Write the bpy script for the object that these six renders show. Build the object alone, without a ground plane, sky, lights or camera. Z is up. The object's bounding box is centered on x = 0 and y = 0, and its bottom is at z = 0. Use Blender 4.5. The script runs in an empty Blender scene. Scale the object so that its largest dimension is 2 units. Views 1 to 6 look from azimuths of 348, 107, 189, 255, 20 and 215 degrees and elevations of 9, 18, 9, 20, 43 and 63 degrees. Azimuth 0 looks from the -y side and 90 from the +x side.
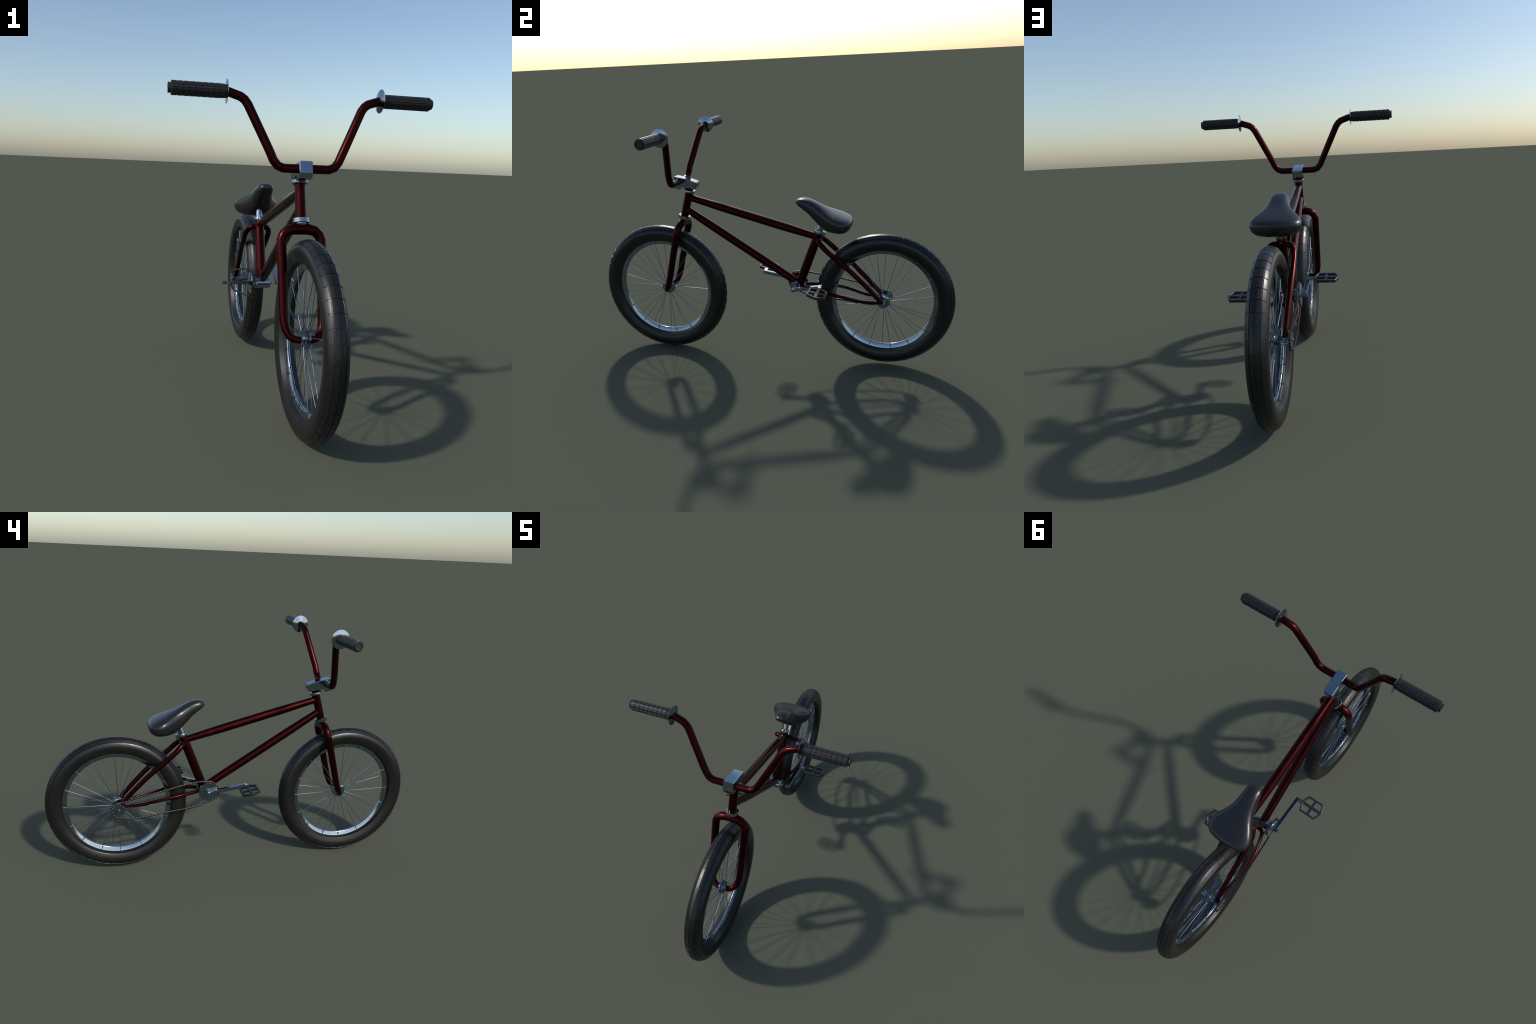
import bpy, math, random
import numpy as np
from mathutils import Vector

random.seed(7)
X0 = -0.0065                      # the bike's mid-plane
coll = bpy.context.scene.collection


# ------------------------------------------------------------------ materials
def new_mat(name):
    m = bpy.data.materials.new(name)
    m.use_nodes = True
    nt = m.node_tree
    nt.nodes.clear()
    out = nt.nodes.new("ShaderNodeOutputMaterial")
    b = nt.nodes.new("ShaderNodeBsdfPrincipled")
    nt.links.new(b.outputs[0], out.inputs[0])
    return m, nt, b


def node(nt, kind, **props):
    n = nt.nodes.new(kind)
    for k, v in props.items():
        setattr(n, k, v)
    return n


def noise(nt, scale, detail=4.0, rough=0.6, stretch=None):
    tc = node(nt, "ShaderNodeTexCoord")
    src = tc.outputs["Object"]
    if stretch:
        mp = node(nt, "ShaderNodeMapping")
        mp.inputs["Scale"].default_value = stretch
        nt.links.new(src, mp.inputs["Vector"])
        src = mp.outputs[0]
    n = node(nt, "ShaderNodeTexNoise")
    n.inputs["Scale"].default_value = scale
    n.inputs["Detail"].default_value = detail
    n.inputs["Roughness"].default_value = rough
    nt.links.new(src, n.inputs["Vector"])
    return n.outputs["Fac"]


def ramp(nt, fac, stops):
    r = node(nt, "ShaderNodeValToRGB")
    el = r.color_ramp.elements
    while len(el) < len(stops):
        el.new(0.5)
    for e, (p, c) in zip(el, stops):
        e.position = p
        e.color = (*c, 1) if len(c) == 3 else c
    nt.links.new(fac, r.inputs[0])
    return r.outputs[0]


def val(v):
    return (v, v, v)


def bump(nt, b, fac, strength, dist):
    bp = node(nt, "ShaderNodeBump")
    bp.inputs["Strength"].default_value = strength
    bp.inputs["Distance"].default_value = dist
    nt.links.new(fac, bp.inputs["Height"])
    nt.links.new(bp.outputs[0], b.inputs["Normal"])


def mat_red():
    m, nt, b = new_mat("red_metallic_paint")
    worn = noise(nt, 16, 4, 0.6)
    base = ramp(nt, worn, [(0.0, (0.036, 0.0024, 0.0028)), (0.58, (0.040, 0.0027, 0.0030)),
                           (0.70, (0.048, 0.005, 0.005)), (0.80, (0.075, 0.027, 0.025))])
    nt.links.new(base, b.inputs["Base Color"])
    b.inputs["Metallic"].default_value = 0.9
    nt.links.new(ramp(nt, noise(nt, 18, 3, 0.6), [(0.35, val(0.24)), (0.72, val(0.31))]), b.inputs["Roughness"])
    return m


def mat_metal(name, col, rough, dirt=0.05):
    m, nt, b = new_mat(name)
    dark = tuple(c * 0.86 for c in col)
    nt.links.new(ramp(nt, noise(nt, 30, 4), [(0.3, dark), (0.7, col)]), b.inputs["Base Color"])
    b.inputs["Metallic"].default_value = 1.0
    nt.links.new(ramp(nt, noise(nt, 60, 4), [(0.3, val(rough)), (0.75, val(rough + dirt))]), b.inputs["Roughness"])
    return m


def mat_rubber(name, lo, hi, rough, spec=0.5, grain=500):
    m, nt, b = new_mat(name)
    nt.links.new(ramp(nt, noise(nt, 14, 6, 0.7), [(0.3, lo), (0.75, hi)]), b.inputs["Base Color"])
    nt.links.new(ramp(nt, noise(nt, 30, 5, 0.7), [(0.3, val(rough - 0.05)), (0.75, val(rough + 0.07))]), b.inputs["Roughness"])
    b.inputs["Specular IOR Level"].default_value = spec
    bump(nt, b, noise(nt, grain, 3), 0.06, 0.0003)
    return m


RED = mat_red()
CHROME = mat_metal("polished_metal", (0.32, 0.385, 0.45), 0.10)
SPOKE = mat_metal("spoke_wire", (0.17, 0.21, 0.31), 0.32)  # base colour dimmed and tinted blue to carry the sky's reflection on the spokes
PEDAL = mat_metal("dark_cast_metal", (0.085, 0.085, 0.092), 0.40)
CHAIN = mat_metal("oily_chain_steel", (0.085, 0.078, 0.070), 0.42)
TIRE = mat_rubber("tire_rubber", (0.0050, 0.0049, 0.0050), (0.0082, 0.0079, 0.0076), 0.36)
GRIP = mat_rubber("grip_rubber", (0.013, 0.0125, 0.0135), (0.019, 0.018, 0.0185), 0.45)
SEAT = mat_rubber("saddle_leather", (0.0085, 0.0085, 0.0095), (0.0125, 0.0125, 0.0135), 0.30, 0.6, 260)


# ------------------------------------------------------------------ mesh tools
class Build:
    def __init__(self):
        self.v, self.f = [], []

    def add(self, verts, faces):
        o = len(self.v)
        self.v += [tuple(map(float, p)) for p in verts]
        self.f += [tuple(i + o for i in f) for f in faces]
        return self

    def mesh(self, name, mat, angle=35):
        me = bpy.data.meshes.new(name)
        me.from_pydata(self.v, [], self.f)
        me.validate()
        bm_fix(me)
        me.polygons.foreach_set("use_smooth", [True] * len(me.polygons))
        me.set_sharp_from_angle(angle=math.radians(angle))
        me.materials.append(mat)
        me.update()
        return me


def bm_fix(me):
    import bmesh
    bm = bmesh.new()
    bm.from_mesh(me)
    bmesh.ops.recalc_face_normals(bm, faces=bm.faces)
    bm.to_mesh(me)
    bm.free()


def obj(name, data, parent, loc=(0, 0, 0)):
    o = bpy.data.objects.new(name, data)
    coll.objects.link(o)
    if parent:
        o.parent = parent
    o.location = loc
    return o


def unit(a):
    a = np.asarray(a, float)
    return a / (np.linalg.norm(a) + 1e-12)


def grid_faces(rows, n, closed_rows=False):
    f = []
    for i in range(rows if closed_rows else rows - 1):
        a, b = i * n, ((i + 1) % rows) * n
        for j in range(n):
            k = (j + 1) % n
            f.append((a + j, a + k, b + k, b + j))
    return f


def sweep(bld, pts, rad, n=24, caps=True, closed=False, section=None, side=None):
    """Tube along a polyline; rad is a number, a list, or ignored when a 2D section is given."""
    P = np.array(pts, float)
    m = len(P)
    r = np.full(m, rad, float) if np.isscalar(rad) else np.array(rad, float)
    if closed:
        T = np.array([unit(unit(P[(i + 1) % m] - P[i]) + unit(P[i] - P[i - 1])) for i in range(m)])
    else:
        seg = [unit(P[i + 1] - P[i]) for i in range(m - 1)]
        T = np.array([seg[0]] + [unit(seg[i - 1] + seg[i]) for i in range(1, m - 1)] + [seg[-1]])
    s = np.array(side, float) if side is not None else (np.array([1., 0, 0]) if abs(T[0][0]) < 0.8 else np.array([0., 0, 1]))
    if section is None:
        a = np.linspace(0, 2 * np.pi, n, endpoint=False)
        section = np.c_[np.cos(a), np.sin(a)]
    else:
        section = np.array(section, float)
        n = len(section)
    V = []
    for i in range(m):
        u = unit(s - T[i] * (s @ T[i]))
        w = np.cross(T[i], u)
        if side is None:
            s = u
        # keep the tube full at the mitre
        k = 1.0
        V += [P[i] + r[i] * k * (u * c[0] + w * c[1]) for c in section]
    F = grid_faces(m, n, closed)
    if caps and not closed:
        F += [tuple(range(n))[::-1], tuple(range((m - 1) * n, m * n))]
    return bld.add(V, F)


def revolve(bld, prof, axis, origin, n=32, closed_prof=False):
    """prof: (along, radius) pairs turned about the axis through origin."""
    ax = unit(axis)
    u = unit(np.cross(ax, [0, 0.3, 1.0]) if abs(ax[2]) < 0.9 else np.cross(ax, [1, 0, 0]))
    w = np.cross(ax, u)
    o = np.array(origin, float)
    V, m = [], len(prof)
    for a, r in prof:
        for j in range(n):
            t = 2 * math.pi * j / n
            V.append(o + ax * a + r * (u * math.cos(t) + w * math.sin(t)))
    F = grid_faces(m, n, closed_prof)
    if not closed_prof:
        F += [tuple(range(n))[::-1], tuple(range((m - 1) * n, m * n))]
    return bld.add(V, F)


def rounded_disc(h, r, c):
    """Profile of a cylinder of half-length h and radius r with chamfer c."""
    return [(-h, r - c), (-h + c * 0.3, r - c * 0.3), (-h + c, r), (h - c, r), (h - c * 0.3, r - c * 0.3), (h, r - c)]


def fillet(pts, radii, k=4):
    """Round the corners of a polyline; radii is the cut length per inner corner."""
    P = [np.array(p, float) for p in pts]
    out = [P[0]]
    for i in range(1, len(P) - 1):
        d = radii[i - 1]
        if d <= 0:
            out.append(P[i])
            continue
        a, b = P[i] + unit(P[i - 1] - P[i]) * d, P[i] + unit(P[i + 1] - P[i]) * d
        for t in np.linspace(0, 1, k + 1):
            out.append((1 - t) ** 2 * a + 2 * t * (1 - t) * P[i] + t * t * b)
    out.append(P[-1])
    return np.array(out)


def smooth_curve(pts, sub=4):
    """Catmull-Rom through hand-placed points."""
    P = np.array(pts, float)
    Q = np.vstack([2 * P[0] - P[1], P, 2 * P[-1] - P[-2]])
    out = []
    for i in range(len(P) - 1):
        a, b, c, d = Q[i:i + 4]
        for t in np.linspace(0, 1, sub, endpoint=False):
            out.append(0.5 * ((2 * b) + (c - a) * t + (2 * a - 5 * b + 4 * c - d) * t ** 2 + (3 * b - a - 3 * c + d) * t ** 3))
    out.append(P[-1])
    return np.array(out)


def mirror_x(pts, x0):
    q = np.array(pts, float).copy()
    q[:, 0] = 2 * x0 - q[:, 0]
    return q


def both_sides(half, x0):
    """half: points from the mid-plane outwards, x relative to it -> one full path from +x to -x."""
    h = np.array(half, float)
    h[:, 0] += x0
    return np.vstack([h[::-1], mirror_x(h[1:], x0)])


def prism(bld, poly_yz, x_a, x_b, chamfer=0.0):
    """Extrude a (y, z) outline along x, its two rims drawn in by the chamfer."""
    P = np.array(poly_yz, float)
    n = len(P)
    area = sum(P[i][0] * P[(i + 1) % n][1] - P[(i + 1) % n][0] * P[i][1] for i in range(n))
    sgn = 1 if area > 0 else -1
    inner = []
    for i in range(n):
        e1, e2 = unit(P[i] - P[i - 1]), unit(P[(i + 1) % n] - P[i])
        n1, n2 = np.array([-e1[1], e1[0]]) * sgn, np.array([-e2[1], e2[0]]) * sgn
        b = n1 + n2
        inner.append(P[i] + b * chamfer / max(0.4, 0.5 * (b @ b)))
    rings = [(x_a, inner), (x_a + chamfer, P), (x_b - chamfer, P), (x_b, inner)] if chamfer else [(x_a, P), (x_b, P)]
    V = [(x, q[0], q[1]) for x, ring in rings for q in ring]
    F = grid_faces(len(rings), n)
    F += [tuple(range(n))[::-1], tuple(range((len(rings) - 1) * n, len(rings) * n))]
    return bld.add(V, F)


def at(y, z, x=0.0):
    return np.array([X0 + x, y, z])


# ------------------------------------------------------------------ the bicycle
bike = bpy.data.objects.new("bicycle", None)
coll.objects.link(bike)
bike["label"] = "dark red metallic stunt bicycle with high handlebar, chrome parts and black tires"
bike["category"] = "bmx bicycle"

HEAD_TOP, HEAD_LOW = at(-0.4238, 0.9519), at(-0.4684, 0.7997)
STEER = unit(HEAD_TOP - HEAD_LOW)
SEAT_LOW, SEAT_TOP = at(0.1815, 0.440), at(0.2935, 0.735)
SEAT_DIR = unit(SEAT_TOP - SEAT_LOW)
BB = np.array([X0, 0.163, 0.434])


def butted(bld, a, b, r_end, r_mid, r_far=None, n=24):
    """A straight frame tube that swells between its welded ends."""
    r_far = r_end if r_far is None else r_far
    ts = np.linspace(0, 1, 15)
    rr = [r_mid + ((r_end if t < 0.5 else r_far) - r_mid) * (0.5 + 0.5 * math.cos(math.pi * min(1, min(t, 1 - t) / 0.30))) for t in ts]
    sweep(bld, [a + (b - a) * t for t in ts], rr, n)


# --- frame: front triangle
fb = Build()
butted(fb, HEAD_LOW - STEER * 0.002, HEAD_TOP + STEER * 0.004, 0.0215, 0.0213)
butted(fb, at(-0.420, 0.9120), at(0.285, 0.7105), 0.0188, 0.0228, 0.0182)
butted(fb, at(-0.455, 0.850), at(0.160, 0.4525), 0.0195, 0.0230, 0.0212)
butted(fb, SEAT_LOW - SEAT_DIR * 0.012, SEAT_TOP, 0.0228, 0.0240, 0.0222)
frame = obj("frame", fb.mesh("frame", RED), bike)

sb = Build()
stay = [(0, .2955, .6975), (.030, .2955, .6975), (.047, .304, .692), (.0585, .326, .671), (.0615, .351, .6475), (.0610, .3896, .6130), (.0600, .4361, .5740),
        (.0570, .4805, .5335), (.0550, .5235, .4905), (.0525, .5660, .4460), (.0507, .607, .4012), (.0490, .631, .3740)]
p = both_sides(smooth_curve(stay, 3), X0)
m = np.abs(np.linspace(-1, 1, len(p)))
sweep(sb, p, 0.0145 - 0.0025 * m ** 2, 20)
obj("seat_stay", sb.mesh("seat_stay", RED), frame)

cb = Build()
cs = [(0, .205, .431), (.018, .208, .430), (.034, .2254, .4285), (.050, .2745, .4245), (.0635, .3227, .4195), (.069, .370, .414), (.071, .416, .4055),
      (.068, .4616, .3950), (.061, .5064, .3830), (.055, .552, .3765), (.051, .598, .3755), (.049, .628, .3765)]
p = both_sides(smooth_curve(cs, 3), X0)
m = np.abs(np.linspace(-1, 1, len(p)))
sweep(cb, p, 0.0105 - 0.0025 * m, 18)
obj("chain_stay", cb.mesh("chain_stay", RED), frame)

bb = Build()
revolve(bb, [(-.0345, .012), (-.0345, .020), (-.0365, .0215), (-.0365, .0268), (-.035, .0282), (.035, .0282), (.0365, .0268),
             (.0365, .0205), (.0345, .020), (.0345, .012)], (1, 0, 0), BB, 36)
revolve(bb, rounded_disc(.050, .0082, .001), (1, 0, 0), BB, 24)
obj("bottom_bracket", bb.mesh("bottom_bracket", CHROME), frame)

for c, prof in ((HEAD_TOP, [(-.009, .020), (-.009, .027), (-.005, .0315), (.005, .0320), (.0065, .0312), (.0065, .0180)]),
                (HEAD_LOW + STEER * .0045, [(.0095, .0210), (.0095, .0322), (.0085, .0334), (-.0075, .0332), (-.0085, .032), (-.0095, .022)])):
    hb = Build()
    revolve(hb, prof, STEER, c, 36)
    if c is not HEAD_TOP:
        revolve(hb, [(-.024, .012), (-.022, .017), (-.016, .0215), (-.009, .0225), (.0, .0225)], STEER, c, 32)
    obj("headset_cup", hb.mesh("headset_cup", CHROME), frame)

# --- fork
kb = Build()
fork = [(0, -.4765, .7735), (.027, -.4765, .7735), (.052, -.478, .768), (.071, -.4805, .752), (.0795, -.485, .733), (.0800, -.491, .712), (.0790, -.5127, .6364),
        (.0775, -.5432, .5196), (.0765, -.5586, .460), (.0755, -.568, .432), (.0705, -.580, .404), (.058, -.5935, .3815), (.041, -.6045, .3720), (.0165, -.6115, .3690)]
p = both_sides(fork, X0)
z = p[:, 2]
sweep(kb, p, np.interp(z, [.368, .40, .47, .70, .76, .7735], [.0148, .0165, .0178, .0190, .0205, .0222]), 24)
sweep(kb, [HEAD_LOW - STEER * .022, HEAD_TOP + STEER * .03], .0195, 24)
obj("fork", kb.mesh("fork", RED), bike)

# --- stem
tb = Build()
side_profile = [(-.4965, 1.0335), (-.433, 1.0215), (-.388, 1.0075), (-.3710, 1.0010), (-.3765, .9795), (-.3870, .9615), (-.4615, .9770),
                (-.4720, .9610), (-.5025, .9690), (-.5110, .9890)]
prism(tb, side_profile, X0 - .0262, X0 + .0262, .0022)
# recessed plate on the back of the clamp
back = np.array([X0, -.3782, .9810])
tb2 = Build()
nrm = unit([0, .97, -.22])
up = unit(np.cross([1, 0, 0], nrm))
V = []
for hw, hh, d in ((.0190, .0150, -.006), (.0190, .0150, .0045), (.0150, .0110, .0060), (.0125, .0085, .0060), (.0120, .0080, .0035)):
    for sx, sy in ((-1, -1), (1, -1), (1, 1), (-1, 1)):
        V.append(back + np.array([sx * hw, 0, 0]) + up * sy * hh + nrm * d)
tb.add(V, grid_faces(5, 4) + [(3, 2, 1, 0), (16, 17, 18, 19)])
obj("stem", tb.mesh("stem", CHROME, 40), bike)

# --- handlebar
BAR_Y, BAR_Z = -.4180, 1.2777
half = [(0, -.4786, 1.0031), (.0897, -.4782, 1.0031), (.112, -.4765, 1.0115), (.1285, -.4730, 1.0320), (.1432, -.4690, 1.0642),
        (.2254, -.4300, 1.2331), (.2380, -.4275, 1.2500), (.2530, -.4245, 1.2610), (.300, -.4185, 1.2765), (.325, BAR_Y, BAR_Z), (.505, BAR_Y, BAR_Z + .0008)]
hb = Build()
sweep(hb, both_sides(half, 0.0), .0174, 24)
bar = obj("handlebar", hb.mesh("handlebar", RED, 60), bike)

# one grip, rubber sleeve with a grid of raised pads; built along +x from the flange
N_PAD, N_RING, PITCH, G0 = 16, 9, .02275, .3075
xs, depth = [], []
for i in range(N_RING):
    a = G0 + i * PITCH
    xs += [a + .0002, a + .0011, a + .0021, a + PITCH - .0012, a + PITCH - .0002]
    depth += [0, 0, 1, 1, 0]
ang, adepth = [], []
for j in range(N_PAD):
    a, s = 2 * math.pi * j / N_PAD, 2 * math.pi / N_PAD
    ang += [a + s * .01, a + s * .12, a + s * .22, a + s * .55, a + s * .88]
    adepth += [0, 0, 1, 1, 1]
V = []
n = len(ang)
for x, dx in zip(xs, depth):
    for a, da in zip(ang, adepth):
        r = .0247 + .0024 * dx * da
        if x < G0 + .003:
            r = min(r, .0250)
        V.append((x, BAR_Y + r * math.cos(a), BAR_Z + r * math.sin(a)))
gb = Build()
F = grid_faces(len(xs), n)
gb.add(V, F + [tuple(range(n))[::-1]])
x1 = xs[-1]
revolve(gb, [(x1 - .002, .0250), (x1, .0247), (x1 + .001, .0190), (x1 + .005, .0188), (x1 + .0108, .0205), (x1 + .0115, .0198),
             (x1 + .0115, .0155), (x1 + .0105, .0148), (x1 + .0065, .0146), (x1 + .0062, .005)], (1, 0, 0), (0, BAR_Y, BAR_Z), 32)
grip_me = gb.mesh("grip", GRIP, 30)
fl = Build()
revolve(fl, [(-.0075, .0176), (-.0072, .0195), (-.0060, .0240), (-.0006, .0456), (.0000, .0462), (.0006, .0456), (.0048, .0250), (.0052, .0178)],
        (1, 0, 0), (G0 - .0015, BAR_Y, BAR_Z), 40)
flange_me = fl.mesh("grip_flange", CHROME, 30)
for s in (1, -1):
    for nm, me in (("grip", grip_me), ("grip_flange", flange_me)):
        o = obj(nm, me, bar)
        if s < 0:
            # turn about the bar's own upright, so the pads keep their winding
            o.rotation_euler = (0, 0, math.pi)
            o.location = (0, 2 * BAR_Y, 0)

# --- saddle, post and clamp
st = [(.1785, .008, .906, .900), (.1800, .018, .9120, .8960), (.186, .0275, .9170, .888), (.197, .034, .9210, .8780), (.215, .0395, .9230, .8650), (.245, .0440, .9185, .8405),
      (.275, .0500, .9060, .8080), (.308, .0610, .8880, .7765), (.340, .0790, .8715, .7570), (.370, .0980, .8580, .7490), (.398, .1095, .8465, .7470),
      (.424, .1100, .8360, .7480), (.445, .1010, .8270, .7525), (.460, .0850, .8195, .7610), (.4695, .0630, .8115, .7720), (.4745, .0360, .8050, .7840), (.4755, .014, .8010, .7910)]
S = smooth_curve(st, 4)
n = 48
V = []
for y, hw, zt, zb in S:
    yy = y if y < .40 else .40 + (y - .40) * .94
    hw = hw + .0015 * min(1, max(0, (y - .3) / .1))
    lean = .0065 * max(0, 1 - (y - .18) / .30) + .001       # the saddle sits slightly askew
    zs = zb + (zt - zb) * (.45 + .12 * min(1, max(0, (y - .30) / .12)))                        # the widest line
    for j in range(n):
        a = 2 * math.pi * j / n
        c, s_ = math.cos(a), math.sin(a)
        ex = 2 / 2.7 if s_ > 0 else 2 / 3.2
        x = math.copysign(abs(c) ** ex, c) * hw * (1 if s_ > 0 else 1 - .10 * abs(s_))
        z = (zs + (zt - zs) * abs(s_) ** ex) if s_ > 0 else (zs - (zs - zb) * abs(s_) ** ex)
        V.append((X0 + lean + x, yy, z))
sd = Build()
sd.add(V, grid_faces(len(S), n) + [tuple(range(n))[::-1], tuple(range((len(S) - 1) * n, len(S) * n))])
saddle = obj("saddle", sd.mesh("saddle", SEAT, 60), bike)

pb = Build()
sweep(pb, [SEAT_TOP - SEAT_DIR * .05, SEAT_TOP + SEAT_DIR * .046, SEAT_TOP + SEAT_DIR * .084], [.0172, .0168, .0145], 28)
obj("seat_post", pb.mesh("seat_post", CHROME), bike)

kb = Build()
revolve(kb, [(-.0085, .0208), (-.0085, .0232), (-.0075, .0238), (.0085, .0238), (.0098, .0230), (.0098, .0180), (.006, .0176)], SEAT_DIR, SEAT_TOP + SEAT_DIR * .004, 36)
ear = SEAT_TOP + SEAT_DIR * .002
back_dir = unit(np.cross([1, 0, 0], SEAT_DIR)) * -1
if back_dir[1] < 0:
    back_dir = -back_dir
sweep(kb, [ear + back_dir * .025 - SEAT_DIR * .022, ear + back_dir * .025 - SEAT_DIR * .008, ear + back_dir * .025 + SEAT_DIR * .0125, ear + back_dir * .025 + SEAT_DIR * .0135],
      [.0085, .0102, .0102, .009], 20)
sweep(kb, [ear - back_dir * .022 - SEAT_DIR * .006, ear - back_dir * .022 + SEAT_DIR * .0155, ear - back_dir * .022 + SEAT_DIR * .0162], [.0045, .0045, .0038], 14)
obj("seat_clamp", kb.mesh("seat_clamp", CHROME), bike)


# ------------------------------------------------------------------ wheels
def tire_mesh(R, r_rim, half_w, blocks, phase):
    rr = .043                                     # radial half-thickness
    rc = R - rr
    # outline of the section from one bead over the crown to the other: (x, radius, tread depth flag)
    crown = []
    edges = [-.0415, -.0405, -.0235, -.0228, -.0192, -.0185, -.0024, -.0017, .0017, .0024, .0185, .0192, .0228, .0235, .0405, .0415]
    flags = [0, 1, 1, 0, 0, 1, 1, 0, 0, 1, 1, 0, 0, 1, 1, 0]
    for s, fl_ in zip(edges, flags):
        crown.append((s / rr, fl_))
        # extra rings in the wide blocks keep the curve round
    full = []
    for i, (t, fl_) in enumerate(crown):
        full.append((t, fl_))
        if i + 1 < len(crown) and fl_ and crown[i + 1][1] and crown[i + 1][0] - t > .2:
            full.append(((t + crown[i + 1][0]) / 2, 1))
    side = [1.02, 1.12, 1.25, 1.4, 1.55, 1.7, 1.85, 2.0, 2.15]
    sec = [(-t, 0) for t in side[::-1]] + full + [(t, 0) for t in side]
    # below its widest line the carcass runs deeper, down to a crease, then a slanted wall to the rim
    prof = [(half_w * math.sin(t), rc + (rr if math.cos(t) > 0 else rr * 1.33) * math.cos(t), fl_) for t, fl_ in sec]
    lip = [(.0340, r_rim + .0090), (.0332, r_rim + .0078), (.0150, r_rim), (.0120, r_rim + .001)]
    prof = [(-x, r, 0) for x, r in lip[::-1]] + prof + [(x, r, 0) for x, r in lip]
    angs, aflag = [], []
    s = 2 * math.pi / blocks
    for b in range(blocks):
        a = s * b + phase
        angs += [a + s * .045, a + s * .06, a + s * .36, a + s * .65, a + s * .94, a + s * .955]
        aflag += [0, 1, 1, 1, 1, 0]
    V = []
    n = len(prof)
    for a, af in zip(angs, aflag):
        for x, r, pf in prof:
            d = -.0021 * (1 - af * pf) if abs(x) < .0352 and r > rc else 0
            if not pf and r > rc and not -.0352 < x < .0352:
                d = -.0021 * max(0, (r - rc) / rr - .2)
            t = unit([x / half_w ** 2, (r - rc) / rr ** 2]) if r > rc - .02 else (0, 0)
            V.append((x + d * t[0], (r + d * t[1]) * math.cos(a), (r + d * t[1]) * math.sin(a)))
    F = []
    m = len(angs)
    for i in range(m):
        k = (i + 1) % m
        for j in range(n - 1):
            F.append((i * n + j, i * n + j + 1, k * n + j + 1, k * n + j))
    return Build().add(V, F).mesh("tire", TIRE, 28)


def rim_mesh(r_rim):
    """Deep V-shaped rim: straight flanks down to a narrow rounded ridge that faces the hub."""
    half = [(.0145, r_rim + .0020), (.0140, r_rim - .0008), (.0085, r_rim - .0130), (.0066, r_rim - .0172), (.0058, r_rim - .0190), (.0040, r_rim - .0208), (.0018, r_rim - .0216)]
    prof = half + [(-x, r) for x, r in half[::-1]]
    return revolve(Build(), prof, (1, 0, 0), (0, 0, 0), 128, True).mesh("rim", CHROME, 40)


def spoke_mesh(r_rim, side, lean):
    """Spoke pointing along +y; it reaches the rim's outer edge and hooks back to the ridge."""
    pts = [(side * .0100, lean * .003, .0300), (side * .0125, lean * .003, .0345), (side * .0146, 0, r_rim - .004), (side * .0142, 0, r_rim + .0006), (side * .0132, 0, r_rim - .0010),
           (side * .0068, lean * .0012, r_rim - .0185)]
    pts = [(x, r, t) for x, t, r in pts]
    return sweep(Build(), pts, [.0014, .0013, .0013, .0013, .0013, .0011], 8).mesh("spoke", SPOKE, 60)


def wheel(y, z, R, r_rim, hub_prof, extra, phase, hub_off):
    """hub_off: how far (y, z) the hub sits from the middle of the rim."""
    hub = np.array([0, *hub_off])
    hb_ = Build()
    revolve(hb_, hub_prof, (1, 0, 0), hub, 40)
    for part in extra:
        part(hb_)
    w = obj("wheel", hb_.mesh("hub", CHROME), bike, (X0, y, z))
    obj("tire", tire_mesh(R, r_rim, .0425, 48, phase), w)
    obj("rim", rim_mesh(r_rim), w)
    kinds = {(s, l): spoke_mesh(r_rim, s, l) for s in (1, -1) for l in (1, -1)}
    for i in range(16):
        for s in (1, -1):
            l = 1 if i % 2 == 0 else -1
            o = obj("spoke", kinds[s, l], w, hub)
            a = math.radians((7.6 if s > 0 else -2.3) + 22.5 * i + l * .85)
            dy, dz = r_rim * math.cos(a) - hub[1], r_rim * math.sin(a) - hub[2]
            o.rotation_euler = (math.atan2(dz, dy), 0, 0)
            o.scale = (1, math.hypot(dy, dz) / r_rim, 1)
    return w


flanges = [(-.0205, .0060), (-.0205, .0140), (-.0130, .0145), (-.0098, .0160), (-.0090, .0345), (-.0082, .0356), (-.0058, .0356), (-.0050, .0345), (-.0046, .0130),
           (.0046, .0130), (.0050, .0345), (.0058, .0356), (.0082, .0356), (.0090, .0345), (.0098, .0160), (.0130, .0145), (.0205, .0140), (.0205, .0060)]
wheel(-.625, .375, .375, .2840, flanges, [], .0085, (.0150, .0005))

axle_off = np.array([0, -.0040, -.0175])
rear_extra = [
    lambda b: revolve(b, [(-.0605, .0100), (-.0605, .0165), (-.0595, .0178), (-.0115, .0178), (-.0105, .017)], (1, 0, 0), axle_off, 28),
    lambda b: revolve(b, [(.0105, .016), (.0115, .0170), (.0415, .0170), (.0425, .0160), (.0425, .0105), (.0400, .0100), (.0400, .003)], (1, 0, 0), axle_off, 28),
    lambda b: revolve(b, [(-.0680, .005), (-.0680, .0065), (-.0595, .0065), (-.0590, .005)], (1, 0, 0), axle_off, 6),
    lambda b: revolve(b, rounded_disc(.0550, .0048, .0008), (1, 0, 0), axle_off + np.array([-.0200, 0, 0]), 16)]
rear = wheel(.6365, .3760, .3635, .2773, flanges, rear_extra, .0035, (-.0035, -.0100))


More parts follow.
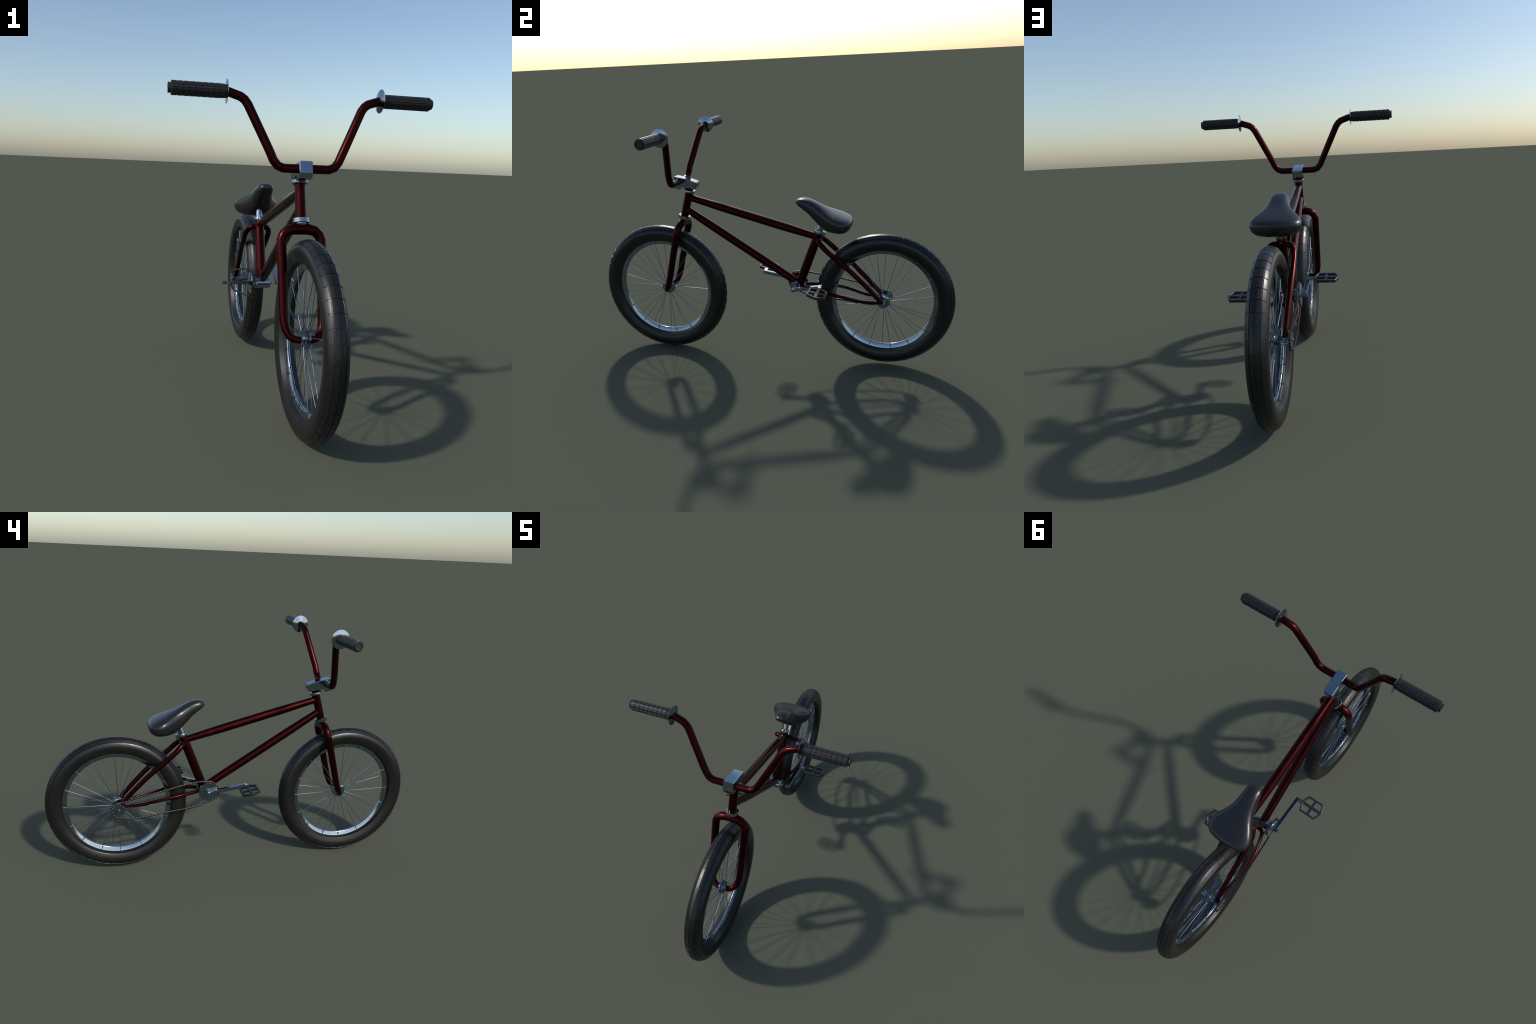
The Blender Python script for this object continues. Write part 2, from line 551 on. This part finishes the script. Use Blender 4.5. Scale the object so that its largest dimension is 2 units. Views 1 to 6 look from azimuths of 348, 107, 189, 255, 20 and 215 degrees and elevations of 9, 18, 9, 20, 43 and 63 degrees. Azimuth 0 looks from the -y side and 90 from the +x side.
# ------------------------------------------------------------------ drivetrain
def slotted_disc(r, h, slots, hub_r, name, parent, centre, tip):
    """Chainring: a disc with narrow radial grooves on both faces and a boss."""
    b_ = Build()
    ang_, dep = [], []
    s = 2 * math.pi / slots
    for i in range(slots):
        a = s * i + s / 2
        g = .0016 / r
        ang_ += [a - g * 1.6, a - g, a + g, a + g * 1.6, a + s * .33, a + s * .5, a + s * .67]
        dep += [0, 1, 1, 0, 0, 0, 0]
    prof = [(-h, hub_r * .5, 0), (-h, hub_r, 0), (-h, hub_r + .002, 1), (-h, r - .005, 1), (-h * .9, r - .0012, .6), (-h * .55, r, 0),
            (h * .55, r, 0), (h * .9, r - .0012, .6), (h, r - .005, 1), (h, hub_r + .002, 1), (h, hub_r, 0), (h, hub_r * .5, 0)]
    V = []
    n_ = len(ang_)
    for x, rad, k in prof:
        for a, d in zip(ang_, dep):
            V.append((x - math.copysign(.0022 * d * k, x), rad * math.cos(a), rad * math.sin(a)))
    b_.add(V, grid_faces(len(prof), n_) + [tuple(range(n_))[::-1], tuple(range((len(prof) - 1) * n_, len(prof) * n_))])
    revolve(b_, tip, (1, 0, 0), (0, 0, 0), 24)
    return obj(name, b_.mesh(name, CHROME, 25), parent, centre)


ring_c = np.array([-.0645, BB[1], BB[2]])
slotted_disc(.0515, .0062, 16, .012, "chainring", bike, ring_c,
             [(-.0335, .003), (-.0330, .0070), (-.0310, .0098), (-.0285, .0106), (.006, .0106), (.007, .009)])
sp_c = np.array([-.0800, .631, .3625])
slotted_disc(.0325, .0035, 14, .008, "rear_sprocket", bike, sp_c,
             [(-.0105, .002), (-.0100, .0045), (-.0085, .0060), (-.004, .0065), (.0125, .0065), (.013, .005)])

# cranks: flat-sided arms that turn outwards to the pedal
PED_A, PED_B = np.array([-.1745, -.0375, .4735]), np.array([.1866, .3148, .4645])


def crank_arm(base, tip, end, name):
    q = Build()
    d = unit(tip - base)
    sx = np.sign(end[0] - tip[0])
    c = .0009
    hw, hh = .0102, .0092
    sec = [(hw - c, -hh), (hw, -hh + c), (hw, hh - c), (hw - c, hh), (-hw + c, hh), (-hw, hh - c), (-hw, -hh + c), (-hw + c, -hh)]
    sweep(q, [base, base + d * .01, tip + d * .0085, tip + d * .0098], [1, 1, 1, .82], section=sec, side=(1, 0, 0))
    sweep(q, [tip - [sx * .004, 0, 0], end], 1, section=[(a * .86, b * .92) for a, b in sec], side=(0, 0, 1))
    revolve(q, [(-.0130, .004), (-.0125, .0085), (-.0105, .0106), (.0150, .0106), (.0160, .009)] if sx > 0 else
            [(-.0160, .009), (-.0150, .0106), (.0105, .0106), (.0125, .0085), (.0130, .004)], (1, 0, 0), base, 24)
    return obj(name, q.mesh(name, CHROME, 35), bike)


crank_arm(np.array([-.0830, BB[1], BB[2]]), np.array([-.0865, -.0352, .4690]), np.array([-.1130, -.0372, .4730]), "crank_arm")
crank_arm(np.array([.0725, BB[1], BB[2]]), np.array([.0935, .3150, .4655]), np.array([.1255, .3148, .4645]), "crank_arm")


def pedal(centre, tilt):
    a, b_, c_, h, w = .0640, .0460, .0475, .0070, .0085
    def hexagon(k):
        c6 = [(a - k * 1.25, 0), (b_ - k * .75, c_ - k), (-b_ + k * .75, c_ - k), (-a + k * 1.25, 0), (-b_ + k * .75, -c_ + k), (b_ - k * .75, -c_ + k)]
        out = []
        for i6 in range(6):
            p0, p1, p2 = (np.array(c6[(i6 + d6) % 6]) for d6 in (-1, 0, 1))
            e0, e2 = p1 + unit(p0 - p1) * .006, p1 + unit(p2 - p1) * .006
            out += [tuple((1 - t_) ** 2 * e0 + 2 * t_ * (1 - t_) * p1 + t_ * t_ * e2) for t_ in (0, .33, .67, 1)]
        return out
    q = Build()
    ch = .0014
    rings = [(hexagon(ch), -h), (hexagon(0), -h + ch), (hexagon(0), h - ch), (hexagon(ch), h), (hexagon(w - ch), h), (hexagon(w), h - ch), (hexagon(w), -h + ch), (hexagon(w - ch), -h)]
    V = [(p_[0], p_[1], zz) for ring, zz in rings for p_ in ring]
    q.add(V, grid_faces(len(rings), 24, True))
    box = lambda hw, hz: [(hw, -hz), (hw, hz), (-hw, hz), (-hw, -hz)]
    sweep(q, [(-a + .007, 0, 0), (a - .007, 0, 0)], 1, section=box(.0072, .0062), side=(0, 1, 0))
    sweep(q, [(0, -c_ + .005, 0), (0, c_ - .005, 0)], 1, section=box(.0062, .0056), side=(1, 0, 0))
    o = obj("pedal", q.mesh("pedal", PEDAL, 30), bike, centre)
    o.rotation_euler = (tilt, 0, 0)
    return o


pedal(PED_A, math.radians(-11.5))
pedal(PED_B, math.radians(-11.5))

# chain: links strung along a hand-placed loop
def arc(c, r, a0, a1, x, k):
    return [(x, c[1] + r * math.cos(t), c[2] + r * math.sin(t)) for t in np.radians(np.linspace(a0, a1, k))]


upper = [(-.0635, .2729, .4825), (-.0715, .3293, .4730), (-.0775, .3842, .4610), (-.0805, .4385, .4490), (-.0810, .4930, .4374), (-.0810, .5469, .4245), (-.0805, .600, .4075)]
lower = [(-.0800, .5707, .3125), (-.0795, .5128, .3165), (-.0775, .4545, .3235), (-.0750, .3962, .3318), (-.0710, .3365, .3386), (-.0670, .2763, .3455), (-.0640, .2163, .3560)]
loop = arc(ring_c, .0565, 235, 100, -.0615, 9)
loop = [(-.0615, .1900, .3650)] + loop + [(-.0615, .195, .4920), (-.0615, .2200, .4905)] + upper + arc(sp_c, .0405, 40, -80, -.0800, 7) + lower
L = smooth_curve(loop + [loop[0]], 12)
d = np.r_[0, np.cumsum(np.linalg.norm(np.diff(L, axis=0), axis=1))]
count = int(round(d[-1] / .0083)) // 2 * 2
t = np.linspace(0, d[-1], count, endpoint=False)
C = np.c_[[np.interp(t, d, L[:, k]) for k in range(3)]].T
ch = Build()
for i in range(count):
    a, b2 = C[i], C[(i + 1) % count]
    dd = b2 - a
    wide = i % 2 == 0
    w_, h_ = (.0049, .0042) if wide else (.0034, .0029)
    ts = [-.30, -.22, .05, .5, .95, 1.22, 1.30] if wide else [-.2, .5, 1.2]
    sc = [.45, .80, 1.0, 1.0, 1.0, .80, .45] if wide else [1, 1, 1]
    oct_ = [(w_ * .75, -h_), (w_, -h_ * .6), (w_, h_ * .6), (w_ * .75, h_), (-w_ * .75, h_), (-w_, h_ * .6), (-w_, -h_ * .6), (-w_ * .75, -h_)]
    sweep(ch, [a + dd * q_ for q_ in ts], sc, section=oct_, side=(1, 0, 0))
chain = obj("chain", ch.mesh("chain", CHAIN, 40), bike)
chain["kind"] = "stuff"
